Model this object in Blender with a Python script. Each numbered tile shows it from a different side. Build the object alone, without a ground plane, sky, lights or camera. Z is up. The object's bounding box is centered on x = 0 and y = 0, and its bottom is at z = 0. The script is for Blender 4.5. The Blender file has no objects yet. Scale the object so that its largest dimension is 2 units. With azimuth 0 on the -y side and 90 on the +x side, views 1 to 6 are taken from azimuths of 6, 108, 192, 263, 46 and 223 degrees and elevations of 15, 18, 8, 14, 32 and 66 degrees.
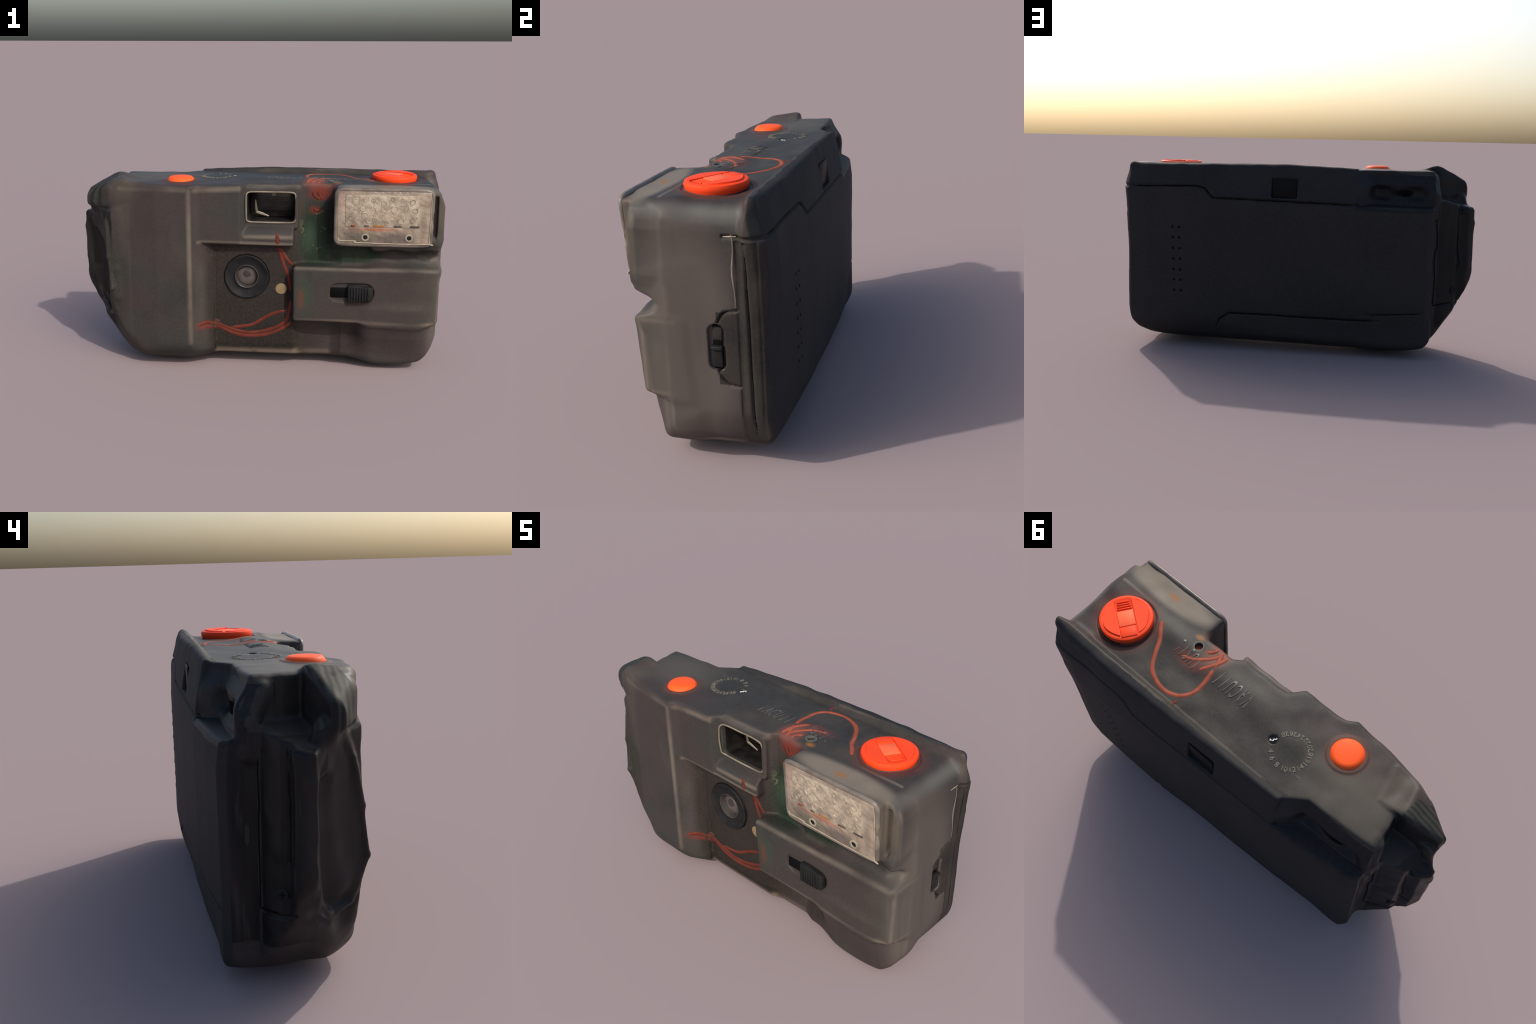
"""Smoky see-through plastic compact film camera with built-in flash, orange
winding knob and shutter button, and a black back door.  The fused body is
described as a signed distance field (plan outlines, profiles, boxes, engraved
seams), meshed once and split by region; loose pieces are meshes of their own."""
import bpy, bmesh, math, random
import numpy as np
from mathutils import Vector, Matrix
from mathutils.bvhtree import BVHTree

random.seed(7)
RNG = np.random.default_rng(7)
H = 0.0048                                  # grid step of the body field

# ------------------------------------------------------------------ grid ----
x = np.arange(-1.04, 1.025, H, dtype=np.float32)
y = np.arange(-0.335, 0.345, H, dtype=np.float32)
z = np.arange(-0.03, 1.115, H, dtype=np.float32)
X, Y, Z = x[:, None, None], y[None, :, None], z[None, None, :]
SHAPE = (len(x), len(y), len(z))


def smin(a, b, k):
    h = np.clip(0.5 + 0.5 * (b - a) / k, 0, 1)
    return b + (a - b) * h - k * h * (1 - h)


def smax(a, b, k):
    return -smin(-a, -b, k)


def sstep(a, b, v):
    t = np.clip((v - a) / (b - a), 0, 1)
    return t * t * (3 - 2 * t)


def table(v, pts):
    p = np.array(pts, np.float32)
    return np.interp(v, p[:, 0], p[:, 1]).astype(np.float32)


def poly2(A, B, pts):
    """signed distance to a polygon in the plane of A, B"""
    pts = np.array(pts, np.float32)
    n = len(pts)
    d = None
    s = None
    for i in range(n):
        ax, ay = pts[i]
        bx, by = pts[i - 1]
        ex, ey = bx - ax, by - ay
        wx, wy = A - ax, B - ay
        t = np.clip((wx * ex + wy * ey) / (ex * ex + ey * ey), 0, 1)
        q = (wx - ex * t) ** 2 + (wy - ey * t) ** 2
        c1, c2, c3 = B >= ay, B < by, ex * wy > ey * wx
        flip = (c1 & c2 & c3) | (~c1 & ~c2 & ~c3)
        if d is None:
            d, s = q, np.where(flip, -1.0, 1.0)
        else:
            d, s = np.minimum(d, q), np.where(flip, -s, s)
    return (np.sqrt(d) * s).astype(np.float32)


def rpoly(A, B, pts, r):
    return poly2(A, B, pts) - r


def line2(A, B, pts):
    d = None
    for (ax, ay), (bx, by) in zip(pts[:-1], pts[1:]):
        ex, ey = bx - ax, by - ay
        wx, wy = A - ax, B - ay
        t = np.clip((wx * ex + wy * ey) / (ex * ex + ey * ey), 0, 1)
        q = np.sqrt((wx - ex * t) ** 2 + (wy - ey * t) ** 2)
        d = q if d is None else np.minimum(d, q)
    return d


def box(x0, x1, y0, y1, z0, z1, r=0.015):
    qx = np.abs(X - (x0 + x1) / 2) - (x1 - x0) / 2 + r
    qy = np.abs(Y - (y0 + y1) / 2) - (y1 - y0) / 2 + r
    qz = np.abs(Z - (z0 + z1) / 2) - (z1 - z0) / 2 + r
    out = np.sqrt(np.maximum(qx, 0) ** 2 + np.maximum(qy, 0) ** 2 + np.maximum(qz, 0) ** 2)
    return (out + np.minimum(np.maximum(np.maximum(qx, qy), qz), 0) - r).astype(np.float32)


def rect2(A, B, a0, a1, b0, b1, r):
    qa = np.abs(A - (a0 + a1) / 2) - (a1 - a0) / 2 + r
    qb = np.abs(B - (b0 + b1) / 2) - (b1 - b0) / 2 + r
    return np.sqrt(np.maximum(qa, 0) ** 2 + np.maximum(qb, 0) ** 2) + np.minimum(np.maximum(qa, qb), 0) - r


def tube(points, radii):
    d = None
    for (a, b, ra, rb) in zip(points[:-1], points[1:], radii[:-1], radii[1:]):
        a, b = np.array(a, np.float32), np.array(b, np.float32)
        e = b - a
        t = np.clip(((X - a[0]) * e[0] + (Y - a[1]) * e[1] + (Z - a[2]) * e[2]) / float(e @ e), 0, 1)
        q = np.sqrt((X - a[0] - e[0] * t) ** 2 + (Y - a[1] - e[1] * t) ** 2 + (Z - a[2] - e[2] * t) ** 2)
        q = (q - (ra + (rb - ra) * t)).astype(np.float32)
        d = q if d is None else smin(d, q, 0.01)
    return d


def noise3(scale):
    """smooth value noise on the grid, lattice spacing = scale"""
    n = [int((v[-1] - v[0]) / scale) + 3 for v in (x, y, z)]
    lat = RNG.uniform(-1, 1, n).astype(np.float32)
    out = lat
    for ax, v in enumerate((x, y, z)):
        f = (v - v[0]) / scale
        i = f.astype(int)
        t = f - i
        t = (t * t * (3 - 2 * t)).astype(np.float32)
        sh = [1, 1, 1]
        sh[ax] = -1
        t = t.reshape(sh)
        out = np.take(out, i, ax) * (1 - t) + np.take(out, i + 1, ax) * t
    return out


def engrave(d, mask, depth, where=None):
    c = np.maximum(mask, -(d + depth))
    if where is not None:
        c = np.maximum(c, where)
    return smax(d, -c, 0.004)


def emboss(d, mask, height, where=None):
    c = np.maximum(mask, d - height)
    if where is not None:
        c = np.maximum(c, where)
    return smin(d, c, 0.006)


# ------------------------------------------------------------- body field ---
def top_z(ax, ay):
    crown = np.exp(-((ay - 0.07) / 0.14) ** 2) * np.clip((ax + 0.32) / 0.36, 0, 1)
    return 1.038 - 0.005 * ax + 0.036 * crown + 0.045 * np.maximum(ay, 0) * np.clip(1.3 - ax, 0.4, 1.0) + 0.045 * np.minimum(ay, 0)


BACK_SHIFT = [(0.0, 0.0), (0.5, 0.0), (0.75, 0.0), (0.88, 0.014), (0.96, 0.028), (1.04, 0.045), (1.1, 0.05)]


def body_field():
    top = Z - top_z(X, Y)
    # underside: rounded in y, cut diagonally on the left, rounded on the right
    fy = table(Y, [(-0.33, 0.20), (-0.29, 0.125), (-0.25, 0.080), (-0.19, 0.040), (-0.13, 0.014), (-0.06, 0.0), (0.03, 0.008),
                   (0.13, 0.028), (0.20, 0.052), (0.25, 0.088), (0.29, 0.15), (0.33, 0.27)])
    mid = sstep(-0.40, -0.20, X) * (1 - sstep(0.46, 0.68, X)) * (1 - sstep(-0.1, 0.12, Y))
    fy = fy + 0.045 * mid
    fx = table(X, [(-1.05, 0.66), (-1.0, 0.52), (-0.97, 0.42), (-0.88, 0.265), (-0.77, 0.115), (-0.72, 0.06), (-0.64, 0.02),
                   (-0.5, -0.05), (0.6, -0.05), (0.74, 0.0), (0.80, 0.018), (0.87, 0.045), (0.92, 0.08), (0.96, 0.135), (1.0, 0.25)])
    bottom = (0.004 + smax(fy + 0 * X, np.interp(X + 0.022 * sstep(-0.08, 0.05, Y), x, fx.ravel()).astype(np.float32), 0.05) - 0.006 - Z) * 0.8

    # plan outline of the core; the back bows out towards the right and leans in at the top
    Ys = Y + table(Z, BACK_SHIFT) * sstep(0.0, 0.16, Y)
    core = [(-0.78, -0.196), (0.20, -0.193), (0.25, -0.156), (0.40, -0.156), (0.46, -0.185), (0.90, -0.185), (0.955, -0.14), (0.967, 0.0), (0.978, 0.19), (0.972, 0.250), (0.950, 0.276),
            (0.86, 0.292), (0.65, 0.301), (0.40, 0.297), (0.0, 0.280), (-0.35, 0.262), (-0.60, 0.236), (-0.75, 0.214), (-0.776, 0.190),
            (-0.758, 0.11), (-0.755, 0.0), (-0.74, -0.08)]
    Ys = Ys + 0.024 * (1 - sstep(0.10, 0.34, Z)) * (1 - sstep(0.1, 0.5, X)) * sstep(0.05, 0.2, Y) * sstep(-0.75, -0.55, X)
    flare = 0.8 * table(Z, [(0.60, 0.0), (0.78, 0.012), (0.90, 0.030), (0.97, 0.014), (1.05, -0.004)]) * sstep(0.12, 0.2, Y) * sstep(0.7, 1.0, X)
    d = rpoly(X, Ys, [(a - 0.01 * np.sign(a), b - 0.01 * np.sign(b)) for a, b in core], 0.010) - flare
    # lens panel and apron lean back towards the bottom
    d = d + 0.020 * (1 - sstep(0.20, 0.45, Z)) * (1 - sstep(-0.12, 0.0, Y)) * sstep(-0.44, -0.26, X) * (1 - sstep(0.5, 0.62, X))
    # hollow waist under the switch block
    waist = np.exp(-((X - 0.47) / 0.15) ** 2) * np.exp(-((Z - 0.19) / 0.09) ** 2) * (1 - sstep(-0.15, 0.0, Y))
    d = d + 0.018 * waist
    # left end plate, below the hood
    plate = [(-0.72, 0.185), (-0.742, 0.130), (-0.775, 0.088), (-0.842, 0.058), (-0.892, 0.034), (-0.905, 0.012), (-0.955, 0.004), (-0.985, -0.03), (-0.982, -0.055), (-0.945, -0.066),
             (-0.925, -0.10), (-0.86, -0.16), (-0.79, -0.235), (-0.70, -0.24), (-0.6, 0.0)]
    dp = rpoly(X, Y, plate, 0.004)
    dp = smax(dp, Z - 0.885 - 0.25 * (X + 0.8), 0.02)
    d = smin(d, dp, 0.02)
    # grip
    grip = [(-0.362, -0.280), (-0.54, -0.265), (-0.68, -0.236), (-0.775, -0.205), (-0.80, -0.15), (-0.7, -0.05), (-0.25, -0.05), (-0.250, -0.190)]
    d = smin(d, rpoly(X, Y, grip, 0.012), 0.012)
    # right side bulges forward of the rear strip
    d = smin(d, np.maximum(rpoly(X, Y, [(0.6, -0.14), (0.93, -0.14), (0.966, -0.10), (0.966, 0.14), (0.6, 0.14)], 0.008) - 0.012 * sstep(0.50, 0.70, Z) * (1 - 0.8 * sstep(0.74, 0.86, Z)), Z - 1.3), 0.012)
    foot = rpoly(Y, Z, [(-0.228, 0.36), (-0.226, 0.27), (-0.198, 0.20), (-0.160, 0.14), (-0.105, 0.085), (-0.03, 0.03), (0.06, 0.0), (0.06, 0.4)], 0.015)
    foot = smax(foot, np.abs(X - 0.725) - 0.18, 0.08)
    d = smin(d, foot, 0.06)
    # brow left of the finder, sill under it
    brow = rpoly(X, Y, [(-0.40, -0.252), (-0.10, -0.245), (-0.058, -0.190), (-0.058, -0.1), (-0.40, -0.1)], 0.01)
    d = smin(d, smax(brow, 0.715 - Z, 0.012), 0.01)
    sill = box(-0.38, 0.192, -0.246, -0.1, 0.705, 0.80, 0.012)
    sill = smax(sill, (Z - 0.765) * 0.6 - (Y + 0.246) * 0.75, 0.008)
    d = smin(d, sill, 0.01)
    frame = box(-0.09, 0.212, -0.212, -0.1, 0.79, 1.02, 0.012)
    d = smin(d, frame, 0.008)
    # flash housing with its flange on the right
    Yf = Y + 0.07 * (Z - 0.73)
    flash = smax(rect2(X, Z, 0.410, 0.912, 0.724, 1.3, 0.022) + 0 * Y, np.maximum(-Yf - 0.267, Yf + 0.02), 0.022)
    d = smin(d, flash, 0.025 + 0.03 * sstep(0.45, 0.7, X))
    flange = smax(rpoly(X, Z, [(0.78, 0.735), (0.955, 0.735), (0.968, 0.76), (0.968, 0.93), (0.945, 1.0), (0.90, 1.03), (0.78, 1.03)], 0.006),
                  -(Y + 0.235), 0.014)
    flange = smax(flange, Y + 0.05, 0.02)
    d = smin(d, flange, 0.012)
    d = smax(d, -box(0.916, 0.938, -0.30, -0.205, 0.75, 0.985, 0.006), 0.008)
    # groove between flash and switch block, pinched on the right
    lips = rpoly(Y, Z, [(-0.215, 0.745), (-0.218, 0.705), (-0.120, 0.658), (-0.120, 0.632), (-0.205, 0.580), (0.0, 0.5), (0.0, 0.8)], 0.015)
    lips = smax(lips + 0.006 * np.sin(37 * X + 9 * Z), np.abs(X - 0.78) - 0.185, 0.03)
    d = smin(d, lips, 0.03)
    # switch block
    block = rpoly(X, Y - 0.06 * np.clip(0.60 - Z, 0, 0.4), [(0.203, -0.256), (0.60, -0.248), (0.945, -0.234), (0.958, -0.20), (0.958, -0.06), (0.203, -0.05)], 0.012)
    block = smax(block, np.abs(Z - 0.445 + 0.012 * X) - 0.155, 0.02)
    d = smin(d, block, 0.016 + 0.03 * sstep(0.35, 0.75, X))
    # upper edge rolled over on the right end
    roll = rpoly(X, Z, [(-2, -1), (0.900, -1), (0.900, 0.922), (0.876, 0.952), (-2, 0.987)], 0.085)
    d = np.maximum(d, np.where(Y < 0.26, smax(d, roll + 0.012 * sstep(-0.1, 0.06, Y) - 0.10 * sstep(0.175, 0.25, Y), 0.02), d))
    d = smax(d, top, 0.022)
    d = smin(d, tube([(0.80, 0.205, 1.006), (0.90, 0.212, 1.008), (0.940, 0.222, 1.026)], [0.02, 0.022, 0.015]), 0.04)
    # lower left front corner cut back
    cut = table(Z, [(-0.05, 0.57), (0.0, 0.570), (0.05, 0.600), (0.10, 0.635), (0.17, 0.672), (0.22, 0.702), (0.28, 0.737), (0.36, 0.768), (0.6, 0.80), (1.2, 0.83)])
    d = smax(d, -(0.69 * X + 0.72 * Y) - cut, 0.03)
    d = smax(d, bottom, 0.025)

    # strap lug hood at the upper left front corner
    hood = rpoly(X, Y, [(-0.62, -0.228), (-0.70, -0.226), (-0.80, -0.212), (-0.935, -0.150), (-0.93, -0.12), (-0.79, -0.075), (-0.66, -0.075)], 0.012)
    slope = Z - (1.074 + 0.50 * (X + 0.775) + 0.33 * np.minimum(Y + 0.09, 0))
    hood = smax(hood, slope * 0.83, 0.03)
    hood = smax(hood, Z - top_z(X, Y) - 0.030 * sstep(-0.665, -0.775, X), 0.015)
    under = (0.885 - Z) + 0.5 * np.maximum(X + 0.80, 0) * 0
    hood = smax(hood, under, 0.025)
    d = smin(d, hood, 0.015)
    # dark pocket behind the hood
    d = smax(d, -tube([(-0.95, -0.035, 0.945), (-0.80, -0.035, 0.95)], [0.038, 0.032]), 0.02)
    # strap loop lying on the left front
    ca, sa = math.cos(math.radians(49)), math.sin(math.radians(49))
    along = (X + 0.895) * ca * 1.0 - (Y + 0.150) * sa          # from the ridge to the grip
    into = -(X + 0.895) * sa - (Y + 0.150) * ca                # out of the dish
    wob = 0.012 * np.sin(9 * Z) + 0.006 * np.sin(23 * Z + 1)
    dish = (np.sqrt(((along + wob) / 0.122) ** 2 + ((Z - 0.52) / 0.28) ** 2 + ((into - 0.02) / 0.062) ** 2) - 1) * 0.062
    d = smax(d, -dish, 0.015)
    d = smax(d, -tube([(-0.935, -0.185, 0.40), (-0.885, -0.215, 0.28), (-0.845, -0.240, 0.15)], [0.055, 0.092, 0.090]), 0.03)
    d = smax(d, -tube([(-0.925, -0.105, 0.72), (-0.905, -0.110, 0.54), (-0.880, -0.130, 0.33)], [0.026, 0.048, 0.050]), 0.03)
    loop = tube([(-0.86, -0.125, 0.92), (-0.825, -0.200, 0.78), (-0.815, -0.235, 0.62), (-0.797, -0.255, 0.45), (-0.800, -0.195, 0.30),
                 (-0.840, -0.120, 0.265), (-0.93, -0.060, 0.40), (-0.972, -0.052, 0.58), (-0.975, -0.045, 0.75), (-0.90, -0.09, 0.90)],
                [0.022, 0.012, 0.010, 0.013, 0.013, 0.012, 0.010, 0.010, 0.015, 0.022])
    d = smin(d, loop, 0.02)
    d = smin(d, tube([(-0.785, -0.195, 0.70), (-0.778, -0.215, 0.55), (-0.770, -0.215, 0.40)], [0.03, 0.034, 0.03]), 0.02)
    d = smin(d, tube([(-0.80, -0.13, 0.875), (-0.90, -0.105, 0.875)], [0.045, 0.035]), 0.03)

    # thumbwheel bay in the back
    lift = 0.045 * (1 - sstep(0.93, 1.03, Z))
    bay = poly2(X, Y - lift, [(-0.352, 0.4), (-0.358, 0.19), (-0.445, 0.125), (-0.66, 0.118), (-0.775, 0.105), (-0.95, 0.10), (-0.95, 0.4)])
    floor = 0.845 + 0.035 * (X + 0.36) - Z - 0.25 * (Y - 0.22)
    d = smax(d, -np.maximum(bay, floor), 0.016)
    d = smax(d, -smax(rect2(X, Z, -0.735, -0.43, 0.880, 0.955, 0.03), 0.134 + 0.010 * np.sin(30 * X) - Y, 0.04), 0.03)
    d = smin(d, smax(tube([(-0.765, 0.11, 0.80), (-0.77, 0.11, 0.90), (-0.755, 0.07, 1.0)], [0.03, 0.03, 0.03]), Z - 1.03, 0.02), 0.03)

    # scan-like lumps
    rough = 0.35 + 1.0 * sstep(-0.70, -0.82, X)
    d = d + (0.0035 * noise3(0.14) + 0.0017 * noise3(0.055)) * rough

    d = d + 0.0026 * noise3(0.065) * sstep(0.93, 1.03, Z)

    # finder window, switch slot, finder eyepiece, latch slot
    d = smax(d, -np.maximum(rect2(X, Z, -0.058, 0.194, 0.830, 0.985, 0.022), Y + 0.075), 0.006)
    # dark corners beside the lens panel
    d = smax(d, -tube([(0.168, -0.20, 0.50), (0.168, -0.20, 0.34)], [0.018, 0.030]), 0.02)
    d = engrave(d, rect2(X, Z, 0.385, 0.622, 0.408, 0.512, 0.05), 0.010, Y + 0.05)
    d = smax(d, -np.maximum(rect2(X, Z, -0.025, 0.118, 0.874, 0.984, 0.008), 0.245 - Y), 0.006)
    d = engrave(d, rect2(Y, Z, 0.048, 0.112, 0.408, 0.590, 0.031), 0.016, 0.85 - X)
    # lens seat, knob well, counter window, top hole
    d = engrave(d, np.sqrt((X + 0.063) ** 2 + (Z - 0.519) ** 2) - 0.122, 0.010, Y + 0.05)
    d = smax(d, -np.maximum(np.sqrt((X + 0.063) ** 2 + (Z - 0.519) ** 2) - 0.066, Y + 0.150), 0.004)
    d = engrave(d, np.abs(np.sqrt((X - 0.723) ** 2 + (Y - 0.02) ** 2) - 0.125) - 0.006, 0.006, 0.95 - Z)
    d = engrave(d, np.sqrt((X - 0.392) ** 2 + (Y + 0.098) ** 2) - 0.020, 0.022, 0.95 - Z)
    d = engrave(d, np.sqrt((X + 0.155) ** 2 + (Y - 0.018) ** 2) - 0.020, 0.008, 0.95 - Z)
    # swollen collar round the shutter button and the knob
    d = emboss(d, np.abs(np.sqrt((X + 0.425) ** 2 + (Y + 0.135) ** 2) - 0.075) - 0.012, 0.004, 0.95 - Z)
    # seams of the back door
    back = 0.12 - Y
    d = engrave(d, line2(X, Z, [(0.99, 0.918), (0.55, 0.928), (0.50, 0.915), (0.452, 0.865), (-0.36, 0.848)]) - 0.0065, 0.008, back)
    d = engrave(d, line2(X, Z, [(0.42, 0.135), (0.40, 0.180), (0.345, 0.215), (-0.50, 0.208)]) - 0.007, 0.006, back)
    d = engrave(d, line2(X, Z, [(-0.43, 0.243), (-0.74, 0.262)]) - 0.006, 0.004, back)
    # seams on the right end
    right = 0.85 - X
    d = engrave(d, rect2(Y, Z, 0.166, 0.40, 0.13, 0.905, 0.004), 0.005, right + 10 * (Y > 0.255))
    d = engrave(d, line2(Y, Z, [(0.16, 0.648), (0.115, 0.640), (0.088, 0.60)]) - 0.006, 0.008, right)
    d = engrave(d, line2(Y, Z, [(0.082, 0.41), (0.10, 0.375), (0.125, 0.355), (0.16, 0.352)]) - 0.005, 0.008, right)
    d = engrave(d, line2(Y, Z, [(0.205, 0.90), (0.212, 0.15)]) - 0.005, 0.006, right)
    # step of the side plate on the left
    left = X + 0.80
    d = engrave(d, line2(Y, Z, [(0.085, 0.82), (0.088, 0.28), (0.0, 0.31)]) - 0.006, 0.006, left)
    d = engrave(d, line2(Y, Z, [(0.012, 0.80), (0.008, 0.66), (0.012, 0.48)]) - 0.006, 0.006, left)
    # lower edge of the lens panel
    front = Y + 0.05
    d = engrave(d, line2(X, Z, [(-0.235, 0.66), (-0.240, 0.15)]) - 0.006, 0.003, front)
    # fluting of the strap lug
    return d


FIELD = body_field()


def surface_nets(d):
    """dual surface of the zero level: vertices, quads and normals"""
    nx, ny, nz = d.shape
    s = d < 0
    cells = np.zeros((nx - 1, ny - 1, nz - 1), np.int8)
    for i in (0, 1):
        for j in (0, 1):
            for k in (0, 1):
                cells += s[i:nx - 1 + i, j:ny - 1 + j, k:nz - 1 + k]
    act = (cells > 0) & (cells < 8)
    idx = np.full(act.shape, -1, np.int64)
    ci, cj, ck = np.nonzero(act)
    idx[ci, cj, ck] = np.arange(len(ci))
    acc = np.zeros((len(ci), 3))
    cnt = np.zeros(len(ci))
    corner = [(i, j, k) for i in (0, 1) for j in (0, 1) for k in (0, 1)]
    for a in corner:
        for b in corner:
            if sum(b) - sum(a) == 1 and all(q >= p for p, q in zip(a, b)):
                da = d[ci + a[0], cj + a[1], ck + a[2]]
                db = d[ci + b[0], cj + b[1], ck + b[2]]
                m = (da < 0) != (db < 0)
                t = np.where(m, da / np.where(m, da - db, 1), 0)
                p = np.array(a)[None] + t[:, None] * (np.array(b) - np.array(a))[None]
                acc += p * m[:, None]
                cnt += m
    v = acc / cnt[:, None] + np.stack([ci, cj, ck], 1)
    quads = []
    for ax in range(3):
        u, w = [(1, 2), (2, 0), (0, 1)][ax]
        sl0, sl1 = [slice(None)] * 3, [slice(None)] * 3
        sl0[ax], sl1[ax] = slice(0, -1), slice(1, None)
        a, b = s[tuple(sl0)], s[tuple(sl1)]
        e = np.stack(np.nonzero(a != b), 1)
        n = d.shape
        ok = (e[:, u] > 0) & (e[:, w] > 0) & (e[:, u] < n[u] - 1) & (e[:, w] < n[w] - 1)
        e = e[ok]
        out = a[tuple(e.T)]

        def cell(du, dw):
            q = e.copy()
            q[:, u] -= du
            q[:, w] -= dw
            return idx[tuple(q.T)]
        f = np.stack([cell(1, 1), cell(0, 1), cell(0, 0), cell(1, 0)], 1)
        f[~out] = f[~out][:, ::-1]
        quads.append(f)
    quads = np.concatenate(quads)
    g = np.gradient(d)
    i0 = np.clip(v.astype(int), 0, np.array(d.shape) - 2)
    t = v - i0
    nrm = np.zeros_like(v)
    for c in corner:
        wgt = np.prod(np.where(np.array(c)[None] == 1, t, 1 - t), 1)
        q = i0 + np.array(c)
        for ax in range(3):
            nrm[:, ax] += wgt * g[ax][q[:, 0], q[:, 1], q[:, 2]]
    nrm /= np.linalg.norm(nrm, axis=1, keepdims=True) + 1e-9
    return v * H + np.array([x[0], y[0], z[0]]), quads, nrm


VERTS, QUADS, NORMALS = surface_nets(FIELD)
# keep the largest connected piece only
parent = np.arange(len(VERTS))
for _ in range(400):
    low = parent[QUADS].min(1)
    new = parent.copy()
    for c in range(4):
        np.minimum.at(new, QUADS[:, c], low)
    new = new[new]
    if (new == parent).all():
        break
    parent = new
main = np.bincount(parent).argmax()
QUADS = QUADS[(parent[QUADS] == main).all(1)]
used = np.unique(QUADS)
BASE_Z = VERTS[used][:, 2].min()
VERTS[:, 2] -= BASE_Z
BVH = BVHTree.FromPolygons([tuple(v) for v in VERTS], [tuple(int(i) for i in q) for q in QUADS])


def hit(p, direction):
    loc, nor, _, _ = BVH.ray_cast(Vector(p), Vector(direction))
    return loc, nor


def on_front(px, pz):
    return hit((px, -1.0, pz), (0, 1, 0))[0]


def on_top(px, py):
    return hit((px, py, 2.0), (0, 0, -1))[0]


def on_back(px, pz):
    return hit((px, 1.0, pz), (0, -1, 0))[0]


def on_right(py, pz):
    return hit((2.0, py, pz), (-1, 0, 0))[0]


def on_left(py, pz):
    return hit((-2.0, py, pz), (1, 0, 0))[0]


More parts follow.
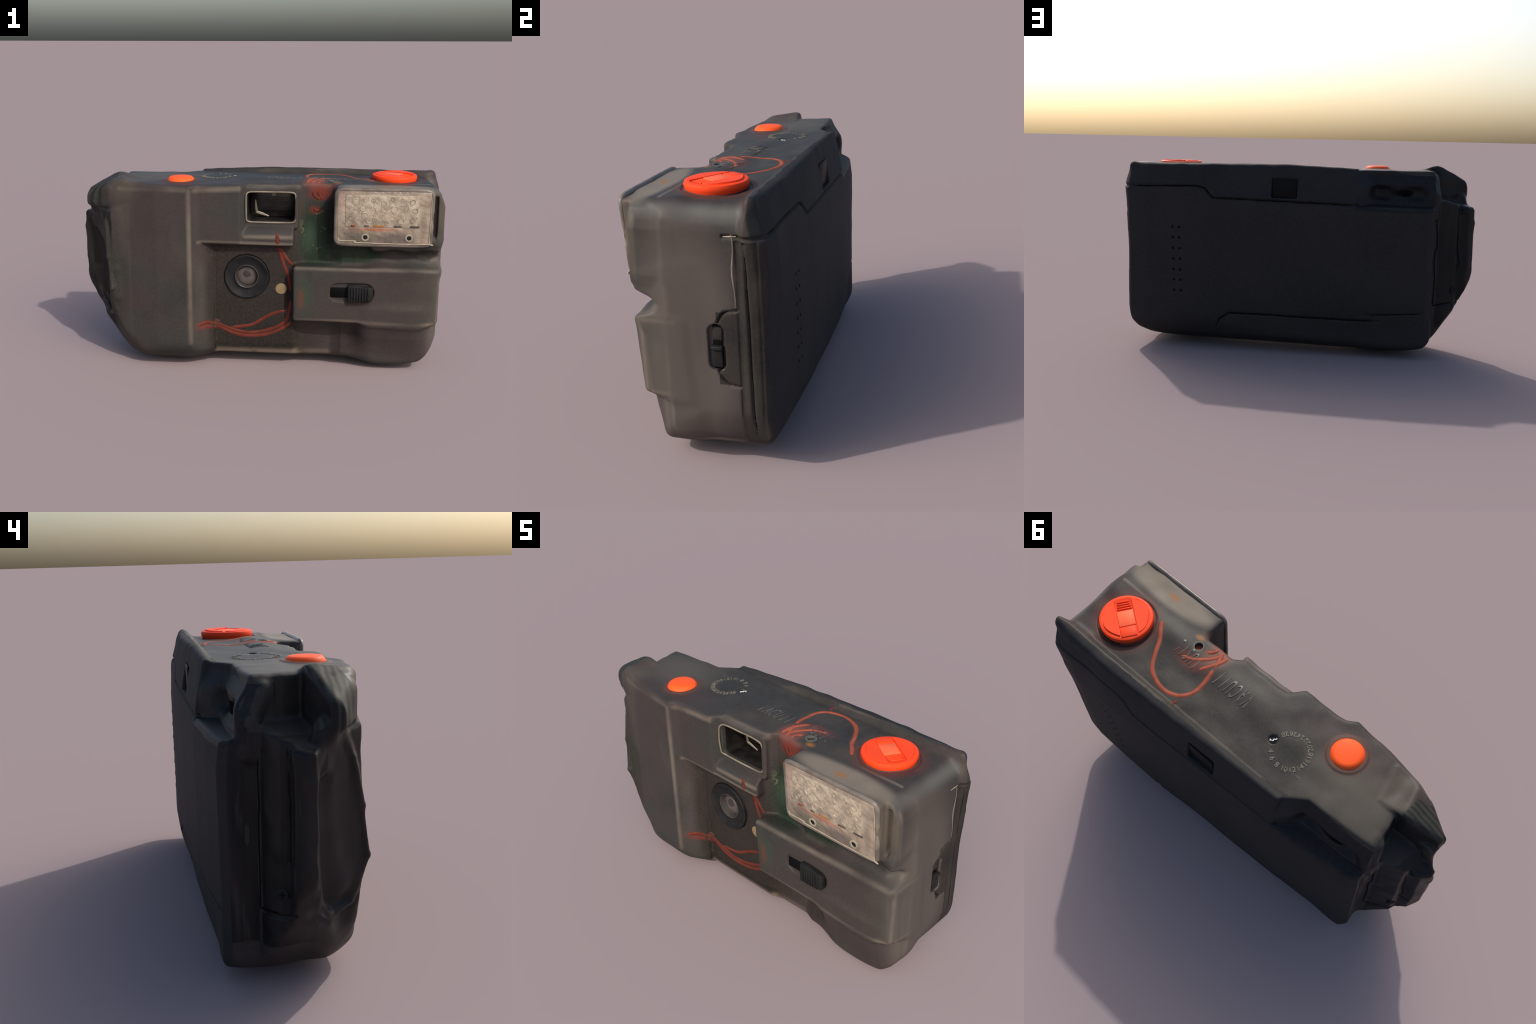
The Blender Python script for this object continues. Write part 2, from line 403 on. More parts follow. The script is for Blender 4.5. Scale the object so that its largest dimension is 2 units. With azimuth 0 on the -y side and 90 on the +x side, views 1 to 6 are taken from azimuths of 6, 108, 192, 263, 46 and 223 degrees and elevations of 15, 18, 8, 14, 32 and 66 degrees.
# -------------------------------------------------------------- materials ---
class Nodes:
    def __init__(self, name):
        self.m = bpy.data.materials.new(name)
        self.m.use_nodes = True
        self.t = self.m.node_tree
        self.t.nodes.clear()
        out = self.t.nodes.new("ShaderNodeOutputMaterial")
        self.b = self.t.nodes.new("ShaderNodeBsdfPrincipled")
        self.t.links.new(self.b.outputs[0], out.inputs[0])
        self.co = self.t.nodes.new("ShaderNodeTexCoord").outputs["Object"]

    def put(self, sock, v):
        if isinstance(v, bpy.types.NodeSocket):
            self.t.links.new(v, sock)
        else:
            sock.default_value = v

    def math(self, op, a, b=0.0, clamp=False):
        n = self.t.nodes.new("ShaderNodeMath")
        n.operation, n.use_clamp = op, clamp
        self.put(n.inputs[0], a)
        self.put(n.inputs[1], b)
        return n.outputs[0]

    def noise(self, scale, detail=3, rough=0.5, stretch=(1, 1, 1), shift=(0, 0, 0)):
        mp = self.t.nodes.new("ShaderNodeMapping")
        mp.inputs["Scale"].default_value = stretch
        mp.inputs["Location"].default_value = shift
        self.put(mp.inputs[0], self.co)
        n = self.t.nodes.new("ShaderNodeTexNoise")
        n.inputs["Scale"].default_value = scale
        n.inputs["Detail"].default_value = detail
        n.inputs["Roughness"].default_value = rough
        self.put(n.inputs["Vector"], mp.outputs[0])
        return n.outputs[0]

    def ramp(self, f, a, b):
        n = self.t.nodes.new("ShaderNodeMapRange")
        n.interpolation_type = "SMOOTHSTEP"
        n.inputs["From Min"].default_value, n.inputs["From Max"].default_value = a, b
        self.put(n.inputs["Value"], f)
        return n.outputs[0]

    def mix(self, f, a, b):
        n = self.t.nodes.new("ShaderNodeMix")
        n.data_type = "RGBA"
        self.put(n.inputs[0], f)
        self.put(n.inputs[6], a)
        self.put(n.inputs[7], b)
        return n.outputs[2]

    def blob(self, c, r, edge=0.0, strength=1.0):
        """soft ellipsoid mask: 1 inside, fading to 0 at its surface"""
        s = self.t.nodes.new("ShaderNodeVectorMath")
        s.operation = "SUBTRACT"
        self.put(s.inputs[0], self.co)
        s.inputs[1].default_value = c
        q = self.t.nodes.new("ShaderNodeVectorMath")
        q.operation = "DIVIDE"
        self.t.links.new(s.outputs[0], q.inputs[0])
        q.inputs[1].default_value = r
        l = self.t.nodes.new("ShaderNodeVectorMath")
        l.operation = "LENGTH"
        self.t.links.new(q.outputs[0], l.inputs[0])
        f = self.ramp(l.outputs["Value"], 1.0, edge)
        return f if strength == 1.0 else self.math("MULTIPLY", f, strength)

    def vec(self, op, a, b, out=0):
        v = self.t.nodes.new("ShaderNodeVectorMath")
        v.operation = op
        self.put(v.inputs[0], a)
        self.put(v.inputs[1], b)
        return v.outputs[out]

    def capsule(self, a, b, r):
        """soft mask round the line from a to b"""
        e = [q - p for p, q in zip(a, b)]
        ee = sum(q * q for q in e)
        rel = self.vec("SUBTRACT", self.co, a)
        t = self.math("MULTIPLY", self.vec("DOT_PRODUCT", rel, e, 1), 1 / ee, True)
        s = self.t.nodes.new("ShaderNodeVectorMath")
        s.operation = "SCALE"
        s.inputs[0].default_value = e
        self.put(s.inputs["Scale"], t)
        return self.ramp(self.vec("LENGTH", self.vec("SUBTRACT", rel, s.outputs[0]), (0, 0, 0), 1), r, 0.0)

    def finish(self, colour, rough=0.5, spec=0.3, bump=None, strength=0.1, dist=0.004, **kw):
        self.put(self.b.inputs["Base Color"], colour)
        self.put(self.b.inputs["Roughness"], rough)
        self.b.inputs["Specular IOR Level"].default_value = spec
        for k, v in kw.items():
            self.put(self.b.inputs[k.replace("_", " ")], v)
        if bump is not None:
            n = self.t.nodes.new("ShaderNodeBump")
            n.inputs["Strength"].default_value = strength
            n.inputs["Distance"].default_value = dist
            self.put(n.inputs["Height"], bump)
            self.t.links.new(n.outputs[0], self.b.inputs["Normal"])
        return self.m


def srgb(r, g, b, k=1.0):
    def f(c):
        c /= 255
        return (c / 12.92 if c < 0.04045 else ((c + 0.055) / 1.055) ** 2.4) * k
    return (f(r), f(g), f(b), 1.0)


def plain(name, colour, rough=0.5, spec=0.15, vary=0.25, scale=14, relief=False, **kw):
    n = Nodes(name)
    f = n.noise(scale, 4)
    dark = tuple(c * (1 - vary) for c in colour[:3]) + (1,)
    lite = tuple(c * (1 + vary) for c in colour[:3]) + (1,)
    return n.finish(n.mix(n.ramp(f, 0.3, 0.7), dark, lite), rough, spec, n.noise(26 if relief else 120, 4 if relief else 2), 0.9 if relief else 0.05, 0.012 if relief else 0.002, **kw)


def smoky_shell():
    n = Nodes("smoky_clear_plastic")
    c = n.mix(n.ramp(n.noise(3.0, 2), 0.36, 0.64), srgb(59, 59, 57), srgb(67, 59, 58))
    c = n.mix(n.math("MULTIPLY", n.ramp(n.noise(5, 3, 0.5, (1, 1, 0.5), (3, 1, 0)), 0.5, 0.8), 0.6), c, srgb(84, 77, 70))
    c = n.mix(n.math("MULTIPLY", n.ramp(n.noise(4, 3, 0.5, (1, 1, 1), (9, 4, 2)), 0.5, 0.8), 0.5), c, srgb(42, 44, 42))

    def lay(c, col, *b):
        m = b[0]
        for q in b[1:]:
            m = n.math("MAXIMUM", m, q)
        return n.mix(m, c, col)
    # dark lining of the deck, paler flash end, darker lens panel and foot
    c = lay(c, srgb(56, 54, 51), n.blob((0.0, 0.08, 1.05), (1.0, 0.28, 0.06), 0.6, 0.9))
    c = lay(c, srgb(92, 86, 78), n.blob((-0.55, -0.02, 1.05), (0.34, 0.22, 0.06), 0.2, 0.75))
    c = n.mix(n.math("MULTIPLY", n.ramp(n.noise(7, 3, 0.5, (1, 1, 1), (2, 8, 3)), 0.45, 0.7), n.blob((0.0, 0.05, 1.05), (0.95, 0.26, 0.06), 0.6, 0.4)), c, srgb(80, 76, 70))
    c = n.mix(n.math("MULTIPLY", n.ramp(n.noise(8, 3, 0.5, (1, 1, 1), (6, 1, 2)), 0.5, 0.7), n.blob((0.3, 0.10, 1.05), (0.6, 0.16, 0.06), 0.6, 0.5)), c, srgb(40, 41, 42))
    c = lay(c, srgb(97, 90, 84), n.blob((0.98, -0.05, 0.5), (0.12, 0.28, 0.66), 0.5, 0.85))
    c = lay(c, srgb(69, 62, 60), n.blob((0.60, -0.26, 0.42), (0.40, 0.08, 0.20), 0.5, 0.7))
    c = lay(c, srgb(107, 98, 88), n.blob((0.70, -0.26, 0.90), (0.36, 0.12, 0.24), 0.6, 0.85))
    c = lay(c, srgb(46, 41, 38), n.blob((0.0, -0.2, 0.42), (0.46, 0.07, 0.50), 0.6, 0.85))
    c = lay(c, srgb(40, 36, 32), n.blob((0.10, -0.18, 0.14), (0.62, 0.08, 0.17), 0.4, 0.85))
    c = lay(c, srgb(34, 29, 27), n.blob((-0.23, -0.2, 0.685), (0.13, 0.06, 0.045), 0.1, 0.7), n.blob((0.45, -0.18, 0.20), (0.20, 0.08, 0.09), 0.1, 0.6))
    c = lay(c, srgb(34, 50, 38), n.blob((0.31, -0.165, 0.74), (0.13, 0.10, 0.26), 0.45, 0.95), n.blob((0.50, -0.19, 0.66), (0.22, 0.09, 0.07), 0.5, 0.9))
    c = lay(c, srgb(58, 76, 60), n.blob((0.27, -0.17, 0.74), (0.055, 0.06, 0.13), 0.2, 0.8), n.blob((0.25, -0.27, 0.43), (0.07, 0.05, 0.17), 0.2, 0.6))
    spots = n.math("MULTIPLY", n.ramp(n.noise(34, 2), 0.60, 0.68), n.blob((0.31, -0.165, 0.76), (0.11, 0.10, 0.18), 0.6))
    c = n.mix(spots, c, srgb(96, 94, 76))
    c = lay(c, srgb(20, 21, 18), n.blob((0.385, -0.165, 0.84), (0.055, 0.08, 0.22), 0.3, 0.9), n.blob((0.185, -0.19, 0.40), (0.04, 0.06, 0.20), 0.3, 0.9))
    # red and orange parts behind the plastic
    c = lay(c, srgb(124, 50, 38), n.blob((0.325, -0.165, 0.985), (0.09, 0.07, 0.06), 0.2, 0.85), n.blob((0.30, -0.16, 0.89), (0.045, 0.05, 0.035), 0.1, 0.7),
            n.blob((0.235, -0.27, 0.42), (0.03, 0.05, 0.10), 0.1, 0.5), n.blob((0.45, -0.19, 0.265), (0.14, 0.05, 0.025), 0.2, 0.5),
            n.blob((-0.29, -0.24, 0.245), (0.08, 0.08, 0.035), 0.1, 0.5))
    c = lay(c, srgb(136, 82, 72), n.blob((0.295, -0.11, 1.03), (0.085, 0.110, 0.05), 0.2, 0.8), n.blob((0.345, -0.17, 1.02), (0.13, 0.035, 0.03), 0.1, 0.6))
    c = lay(c, srgb(116, 62, 54), n.blob((0.37, -0.02, 1.04), (0.13, 0.055, 0.05), 0.1, 0.75))
    c = lay(c, srgb(132, 122, 109), n.blob((0.68, -0.215, 1.03), (0.32, 0.075, 0.06), 0.55, 0.85))
    c = lay(c, srgb(156, 104, 54), n.blob((0.42, -0.135, 1.03), (0.035, 0.022, 0.03), 0.1, 0.8), n.blob((0.66, -0.215, 1.02), (0.05, 0.022, 0.03), 0.2, 0.75))
    c = lay(c, srgb(130, 122, 104), n.blob((0.80, -0.21, 1.02), (0.04, 0.03, 0.03), 0.2, 0.6), n.blob((0.74, -0.20, 1.02), (0.012, 0.018, 0.03), 0.2, 0.8))
    c = lay(c, srgb(118, 66, 58), n.blob((0.723, 0.02, 1.03), (0.20, 0.19, 0.06), 0.55, 0.5))  # deck tinted with the red glow round the knob; button's on next line
    c = lay(c, srgb(110, 64, 52), n.blob((-0.425, -0.135, 1.03), (0.115, 0.115, 0.06), 0.5, 0.85))
    c = lay(c, srgb(98, 94, 82), n.blob((-0.70, -0.20, 1.00), (0.13, 0.10, 0.10), 0.1, 0.6), n.blob((-0.70, 0.06, 0.99), (0.10, 0.12, 0.06), 0.1, 0.5))
    c = lay(c, srgb(44, 46, 41), n.blob((-0.80, -0.24, 0.45), (0.12, 0.08, 0.42), 0.3, 0.7), n.blob((-0.6, -0.28, 0.1), (0.5, 0.1, 0.1), 0.3, 0.4))
    # ring of the counter disc showing through
    c = lay(c, srgb(46, 47, 44), n.blob((-0.245, 0.012, 1.02), (0.075, 0.075, 0.05), 0.7, 0.6))
    # edge highlights painted into the shell colour along the moulded corners
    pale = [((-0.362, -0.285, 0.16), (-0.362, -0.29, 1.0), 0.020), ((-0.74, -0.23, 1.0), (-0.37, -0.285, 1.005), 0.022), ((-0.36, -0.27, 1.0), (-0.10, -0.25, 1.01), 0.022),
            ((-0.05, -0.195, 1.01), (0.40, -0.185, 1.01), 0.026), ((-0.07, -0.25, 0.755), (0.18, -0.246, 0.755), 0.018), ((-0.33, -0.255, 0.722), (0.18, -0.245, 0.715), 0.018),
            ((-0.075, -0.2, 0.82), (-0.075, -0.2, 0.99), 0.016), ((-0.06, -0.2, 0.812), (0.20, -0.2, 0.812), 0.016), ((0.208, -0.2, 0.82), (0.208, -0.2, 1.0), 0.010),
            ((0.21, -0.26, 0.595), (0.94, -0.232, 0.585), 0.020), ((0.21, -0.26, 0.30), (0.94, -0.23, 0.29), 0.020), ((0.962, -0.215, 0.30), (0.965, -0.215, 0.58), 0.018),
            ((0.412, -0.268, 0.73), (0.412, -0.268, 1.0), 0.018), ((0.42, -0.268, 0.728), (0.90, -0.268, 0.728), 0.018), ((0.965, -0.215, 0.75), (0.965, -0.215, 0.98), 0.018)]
    pale += [((0.968, -0.10, 0.62), (0.968, -0.10, 0.72), 0.022), ((0.975, -0.20, 0.585), (0.975, -0.08, 0.590), 0.014), ((0.97, -0.19, 0.295), (0.97, -0.09, 0.300), 0.014),  # glint streaks drawn on the right end and deck
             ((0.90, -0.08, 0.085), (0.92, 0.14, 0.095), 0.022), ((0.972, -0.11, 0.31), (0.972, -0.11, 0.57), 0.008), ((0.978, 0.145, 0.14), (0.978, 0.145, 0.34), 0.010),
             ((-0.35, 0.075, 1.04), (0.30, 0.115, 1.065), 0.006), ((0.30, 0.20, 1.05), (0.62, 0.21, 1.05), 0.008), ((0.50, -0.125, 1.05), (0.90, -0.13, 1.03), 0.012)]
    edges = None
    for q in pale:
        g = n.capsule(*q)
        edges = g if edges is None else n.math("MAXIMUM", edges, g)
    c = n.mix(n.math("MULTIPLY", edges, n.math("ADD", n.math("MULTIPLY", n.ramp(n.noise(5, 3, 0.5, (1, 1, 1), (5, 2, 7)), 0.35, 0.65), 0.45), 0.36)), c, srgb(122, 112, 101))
    c = n.mix(n.math("MULTIPLY", n.capsule((0.93, -0.20, 0.99), (0.93, 0.19, 0.99), 0.05), 0.7), c, srgb(106, 106, 102))  # sheen on the rolled right-hand edge, lightened in the colour
    c = n.mix(n.math("MULTIPLY", n.capsule((-0.7, -0.20, 0.115), (0.50, -0.17, 0.125), 0.028), 0.7), c, srgb(26, 25, 23))
    c = n.mix(n.math("MULTIPLY", n.capsule((-0.22, -0.165, 0.07), (0.38, -0.160, 0.075), 0.042), n.ramp(n.noise(9, 2), 0.3, 0.5)), c, srgb(140, 126, 112))  # beige highlight on the lower front bevel, baked into the base colour
    fine = n.noise(90, 3)
    c = n.mix(n.math("MULTIPLY", n.ramp(fine, 0.35, 0.7), 0.10), c, srgb(104, 96, 88))
    return n.finish(n.mix(0.17, c, (0, 0, 0, 1)), 0.45, 0.10, n.noise(30, 2), 0.04, 0.003)


def black_plastic(name, base, other, rough=0.5, spec=0.25):
    n = Nodes(name)
    c = n.mix(n.ramp(n.noise(3.2, 3), 0.35, 0.65), base, other)
    c = n.mix(n.math("MULTIPLY", n.ramp(n.noise(70, 3), 0.4, 0.7), 0.25), c, tuple(q * 1.6 for q in other[:3]) + (1,))
    return n.finish(c, rough, spec, n.noise(60, 3), 0.06, 0.003)


def end_plate_material():
    n = Nodes("smoky_black_plastic")
    c = n.mix(n.ramp(n.noise(7, 3, 0.5, (1, 1, 0.25)), 0.4, 0.65), srgb(26, 25, 25), srgb(42, 39, 37))
    c = n.mix(n.blob((-0.86, -0.17, 0.53), (0.13, 0.12, 0.27), 0.5, 0.9), c, srgb(58, 53, 49))
    c = n.mix(n.ramp(n.noise(16, 3, 0.5, (1, 1, 0.12), (2, 5, 1)), 0.6, 0.75), c, srgb(58, 57, 60))
    return n.finish(c, 0.4, 0.18, n.noise(30, 3, 0.5, (1, 1, 0.3)), 0.15, 0.006)


def lug_material():
    n = Nodes("ribbed_strap_lug")
    w = n.t.nodes.new("ShaderNodeTexWave")
    w.wave_type, w.bands_direction = "BANDS", "Y"
    w.inputs["Scale"].default_value = 13
    w.inputs["Distortion"].default_value = 1.5
    n.put(w.inputs["Vector"], n.co)
    c = n.mix(w.outputs[1], srgb(40, 40, 37), srgb(60, 60, 55))
    return n.finish(c, 0.6, 0.12, w.outputs[1], 0.12, 0.004)


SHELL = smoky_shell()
DOOR = black_plastic("black_back_plastic", srgb(43, 41, 41), srgb(47, 44, 44), 0.75, 0.2)
PANEL = black_plastic("black_top_strip_plastic", srgb(37, 37, 39), srgb(43, 42, 42), 0.75, 0.2)
BAY = black_plastic("glossy_black_bay", srgb(24, 24, 27), srgb(38, 38, 41), 0.5, 0.2)
SIDE = black_plastic("dark_grey_edge_plastic", srgb(40, 38, 37), srgb(52, 48, 45), 0.6, 0.12)
PLATE = end_plate_material()
LUG = lug_material()
ORANGE = plain("orange_plastic", srgb(240, 72, 34), 0.5, 0.12, 0.06, 9)
ORANGE_BUTTON = plain("light_orange_plastic", srgb(246, 92, 40), 0.5, 0.12, 0.05, 9)
WIRE = plain("muted_red_wire_under_plastic", srgb(98, 46, 37), 0.6, 0.08, 0.15, 20)
WIRE_HALO = plain("wire_glow_in_plastic", srgb(66, 43, 38), 0.6, 0.08, 0.15, 20)
TOP_HALO = plain("wire_glow_in_deck", srgb(96, 62, 52), 0.6, 0.08, 0.15, 20)
WIRE_TOP = plain("red_wire_under_plastic", srgb(146, 76, 58), 0.6, 0.08, 0.15, 20)
DARK_LINING = plain("dark_finder_lining", srgb(30, 28, 27), 0.5, 0.1, 0.4, 20)
BLACK = plain("dull_black_plastic", srgb(32, 32, 33), 0.55, 0.1)
BLACKER = plain("deep_black", srgb(11, 11, 12), 0.6, 0.08)
GLASS = plain("grey_lens_glass", srgb(84, 76, 74), 0.25, 0.3)
PALE = plain("pale_clear_plastic", srgb(150, 140, 122), 0.4, 0.4)
CREAM = plain("cream_marking", srgb(100, 97, 84), 0.6, 0.2, 0.3, 60)
WHITE = plain("white_print", srgb(200, 200, 196), 0.5, 0.2)
RIDGE = plain("raised_lettering_plastic", srgb(74, 70, 66), 0.4, 0.4, 0.3, 40)

# ------------------------------------------------------------ scene graph ---
scene = bpy.context.scene
root = bpy.data.objects.new("compact_camera", None)
scene.collection.objects.link(root)
root["label"] = "smoky translucent compact film camera with orange winding knob and flash"
root["category"] = "camera"


def add(name, mesh, mat=None, parent=root, smooth=True):
    ob = bpy.data.objects.new(name, mesh)
    scene.collection.objects.link(ob)
    ob.parent = parent
    if mat is not None:
        mesh.materials.clear()
        mesh.materials.append(mat)
    if smooth and len(mesh.polygons):
        mesh.polygons.foreach_set("use_smooth", [True] * len(mesh.polygons))
    return ob


def finish_bm(bm, name, mat, parent=root, angle=40, matrix=None):
    me = bpy.data.meshes.new(name)
    bmesh.ops.recalc_face_normals(bm, faces=bm.faces)
    if matrix is not None:
        bm.transform(matrix)
    bm.to_mesh(me)
    bm.free()
    ob = add(name, me, mat, parent)
    me.set_sharp_from_angle(angle=math.radians(angle))
    return ob


# ---------------------------------------------------- body split by region --
C = VERTS[QUADS].mean(1)
FN = NORMALS[QUADS].mean(1)
cx, cy, cz = C.T
seam_z = np.interp(cx, [-0.36, 0.452, 0.50, 0.55, 0.99], [0.848, 0.865, 0.915, 0.928, 0.918])
ragged = 0.003 * np.sin(cx * 23) + 0.0025 * np.sin(cx * 57 + 1)
top_back = np.interp(cx, [-0.8, -0.4, 0.1, 0.6, 0.95], [0.10, 0.165, 0.200, 0.216, 0.222]) + ragged
region = np.zeros(len(C), int)                       # 0 front shell
right_end = (cx > 0.90) & (FN[:, 0] > 0.45)
tab = (cy > 0.085) & (cz > 0.36) & (cz < 0.642)
edge_strip = right_end & ((cy > 0.168) | tab) & (cz < 0.93) & (cz > 0.10)
region[edge_strip] = 4
back = (FN[:, 1] > 0.45) & (cy > 0.12) | ((cy > 0.232) & (cz > 0.06)) | ((cy > top_back) & (cz > 0.95) & (cx > -0.36))
back &= ~(edge_strip & (FN[:, 0] > 0.75)) & (cz > 0.055)
region[back & (cz <= seam_z)] = 1
region[back & (cz > seam_z)] = 2
bay = (cx < -0.345) & (cx > -0.80) & (cy > 0.07) & (cz > 0.80) & ((FN[:, 1] > 0.3) | (FN[:, 2] > 0.3)) & (cz < 1.015) & (cz > 0.815 + 0.035 * (cx + 0.36) - 0.25 * (cy - 0.22) + 0.012)
region[bay] = 3
left_end = ((cx < -0.795) | ((cx < -0.765) & (FN[:, 0] < -0.6))) & (region == 0) & (cz > 0.17) & (cz < 0.87) & ~((cy < -0.20) & (FN[:, 1] < -0.75))
region[left_end] = 5
pocket = (cx < -0.69) & (cy > -0.13) & (cy < 0.03) & (cz > 0.84) & (FN[:, 2] < 0.45) & (FN[:, 0] < 0.3) & (region == 0)
region[pocket] = 5
lug = (cx < -0.765) & (cy < -0.06) & (cz > 0.90) & (region == 0) & (cy - 0.5 * cx > 0.215)
lug |= (cx < -0.88) & (cz > 0.86) & (region == 0) & (cy < -0.05)
region[lug] = 6

recess = (np.abs(cx - 0.068) < 0.129) & (np.abs(cz + BASE_Z * 0 - 0.9075 + BASE_Z) < 0.082) & (cy > -0.192) & (cy < -0.06)
region[recess] = 7

shells = {}
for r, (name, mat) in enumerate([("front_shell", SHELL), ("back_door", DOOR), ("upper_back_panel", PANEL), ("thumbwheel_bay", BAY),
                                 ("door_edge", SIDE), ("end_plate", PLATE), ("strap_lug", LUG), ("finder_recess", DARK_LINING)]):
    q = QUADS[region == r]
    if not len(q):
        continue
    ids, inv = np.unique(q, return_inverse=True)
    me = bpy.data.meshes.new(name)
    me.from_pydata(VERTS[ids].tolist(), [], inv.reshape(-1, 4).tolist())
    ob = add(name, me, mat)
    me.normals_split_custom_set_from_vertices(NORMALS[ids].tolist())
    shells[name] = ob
SH = shells["front_shell"]
DR = shells["back_door"]


# ------------------------------------------------------------ piece makers --
def lathe(profile, name, mat, loc, axis="Z", parent=root, seg=64, angle=35):
    """profile: (radius, height) pairs from the rim inwards or outwards"""
    bm = bmesh.new()
    rings = []
    for r, h in profile:
        if r < 1e-5:
            rings.append([bm.verts.new((0, 0, h))])
        else:
            rings.append([bm.verts.new((r * math.cos(2 * math.pi * i / seg), r * math.sin(2 * math.pi * i / seg), h)) for i in range(seg)])
    for a, b in zip(rings[:-1], rings[1:]):
        for i in range(seg):
            j = (i + 1) % seg
            if len(a) == 1:
                bm.faces.new((a[0], b[i], b[j]))
            elif len(b) == 1:
                bm.faces.new((a[i], a[j], b[0]))
            else:
                bm.faces.new((a[i], a[j], b[j], b[i]))
    rot = {"Z": Matrix(), "-Y": Matrix.Rotation(math.pi / 2, 4, "X"), "Y": Matrix.Rotation(-math.pi / 2, 4, "X"),
           "X": Matrix.Rotation(math.pi / 2, 4, "Y"), "-X": Matrix.Rotation(-math.pi / 2, 4, "Y")}[axis]
    return finish_bm(bm, name, mat, parent, angle, Matrix.Translation(loc) @ rot)


def bevel_box(size, name, mat, loc, rot=None, bevel=0.006, seg=3, parent=root, cuts=0, shape=None):
    bm = bmesh.new()
    bmesh.ops.create_cube(bm, size=1)
    bm.transform(Matrix.Diagonal((*size, 1)))
    bmesh.ops.bevel(bm, geom=list(bm.edges), offset=bevel, segments=seg, affect="EDGES", profile=0.5)
    if shape:
        for v in bm.verts:
            v.co = shape(v.co)
    m = Matrix.Translation(loc) @ (rot.to_4x4() if rot else Matrix())
    return finish_bm(bm, name, mat, parent, 50, m)


def sweep(points, radius, name, mat, parent=root, seg=10, close_soft=True):
    """tube along points, ends tapered"""
    pts = [Vector(p) for p in points]
    # Catmull-Rom refinement
    fine = []
    for i in range(len(pts) - 1):
        p0, p1, p2, p3 = pts[max(i - 1, 0)], pts[i], pts[i + 1], pts[min(i + 2, len(pts) - 1)]
        for k in range(8):
            t = k / 8
            fine.append(0.5 * ((2 * p1) + (p2 - p0) * t + (2 * p0 - 5 * p1 + 4 * p2 - p3) * t * t + (3 * p1 - p0 - 3 * p2 + p3) * t ** 3))
    fine.append(pts[-1])
    return fine


def tube_mesh(fine, radius, name, mat, parent=root, seg=10, flat=1.0, normals=None):
    bm = bmesh.new()
    rings = []
    n = len(fine)
    for i, p in enumerate(fine):
        t = (fine[min(i + 1, n - 1)] - fine[max(i - 1, 0)]).normalized()
        up = normals[i] if normals else Vector((0, 0, 1))
        u = t.cross(up)
        u = u.normalized() if u.length > 1e-4 else t.orthogonal().normalized()
        w = u.cross(t).normalized()
        k = min(1.0, 0.35 + 0.65 * min(i, n - 1 - i) / 4)
        r = radius * k
        rings.append([bm.verts.new(p + u * r * math.cos(2 * math.pi * j / seg) + w * r * flat * math.sin(2 * math.pi * j / seg)) for j in range(seg)])
    for a, b in zip(rings[:-1], rings[1:]):
        for j in range(seg):
            bm.faces.new((a[j], a[(j + 1) % seg], b[(j + 1) % seg], b[j]))
    bm.faces.new(rings[0][::-1])
    bm.faces.new(rings[-1])
    return finish_bm(bm, name, mat, parent, 60)


def laid_wire(points, side, radius, mat, name="wire", proud=0.0024, flat=0.5):
    """a wire just under the plastic: its crown stands a hair proud of the shell"""
    fine = sweep([(a, b, 0) for a, b in points], radius, name, mat)
    pos, nor = [], []
    for f in fine:
        if side == "front":
            loc, nm = hit((f.x, -1, f.y), (0, 1, 0))
        else:
            loc, nm = hit((f.x, f.y, 2), (0, 0, -1))
        if loc is None:
            continue
        nor.append(nm)
        pos.append(loc - nm * (radius * flat - proud))
    # soften jumps across steps of the shell
    for _ in range(2):
        pos = [pos[0]] + [(pos[i - 1] + pos[i] * 2 + pos[i + 1]) / 4 for i in range(1, len(pos) - 1)] + [pos[-1]]
    halo = WIRE_HALO if mat is WIRE else TOP_HALO
    ob = tube_mesh([p + n_ * (radius * flat - proud - radius * 0.77 + 0.0012) for p, n_ in zip(pos, nor)], radius * 2.2, "wire_glow", halo, SH, 14, 0.35, nor)
    return tube_mesh(pos, radius, name, mat, ob, 10, flat, nor)


# --------------------------------------------------------- winding knob -----
KX, KY, KZ = 0.723, 0.020, on_top(0.86, 0.02).z
KZ = 1.0360 - BASE_Z
knob = lathe([(0.0, -0.02), (0.112, -0.02), (0.120, 0.0), (0.122, 0.012), (0.118, 0.021), (0.112, 0.024), (0.100, 0.0235), (0.097, 0.022), (0.0, 0.022)],
             "winding_knob", ORANGE, (KX, KY, KZ), seg=72)
turn = math.radians(-62)
rot = Matrix.Rotation(math.radians(56), 3, "Z")
PALE_ORANGE = plain("pale_orange_plastic", srgb(250, 104, 66), 0.5, 0.12, 0.06)


def on_knob(dx, dy, dz):
    off = rot @ Vector((dx, dy, 0))
    return (KX + off.x, KY + off.y, KZ + dz)


bevel_box((0.074, 0.082, 0.010), "grip_tab", PALE_ORANGE, on_knob(0, 0.006, 0.0215), rot, 0.003, 2, knob)
bevel_box((0.072, 0.054, 0.010), "grip_tab", ORANGE, on_knob(0.001, 0.077, 0.0225), rot, 0.004, 2, knob)
for sx in (-1, 1):
    # half moons either side of the finger slot
    bm = bmesh.new()
    ring = []
    for i in range(25):
        a = math.radians(-66 + 132 * i / 24)
        ring.append((math.cos(a) * 0.103 + 0.003 * sx * math.sin(5 * a), math.sin(a) * 0.103))
    lo = [bm.verts.new((px * sx, py, 0)) for px, py in ring]
    hi = [bm.verts.new((px * sx * 0.97, py * 0.97, 0.0085 + 0.002 * px * sx / 0.1)) for px, py in ring]
    bm.faces.new(hi)
    bm.faces.new(lo[::-1])
    for i in range(25):
        j = (i + 1) % 25
        bm.faces.new((lo[i], lo[j], hi[j], hi[i]))
    finish_bm(bm, "half_moon", ORANGE, knob, 30, Matrix.Translation((KX, KY, KZ + 0.0195)) @ rot.to_4x4())
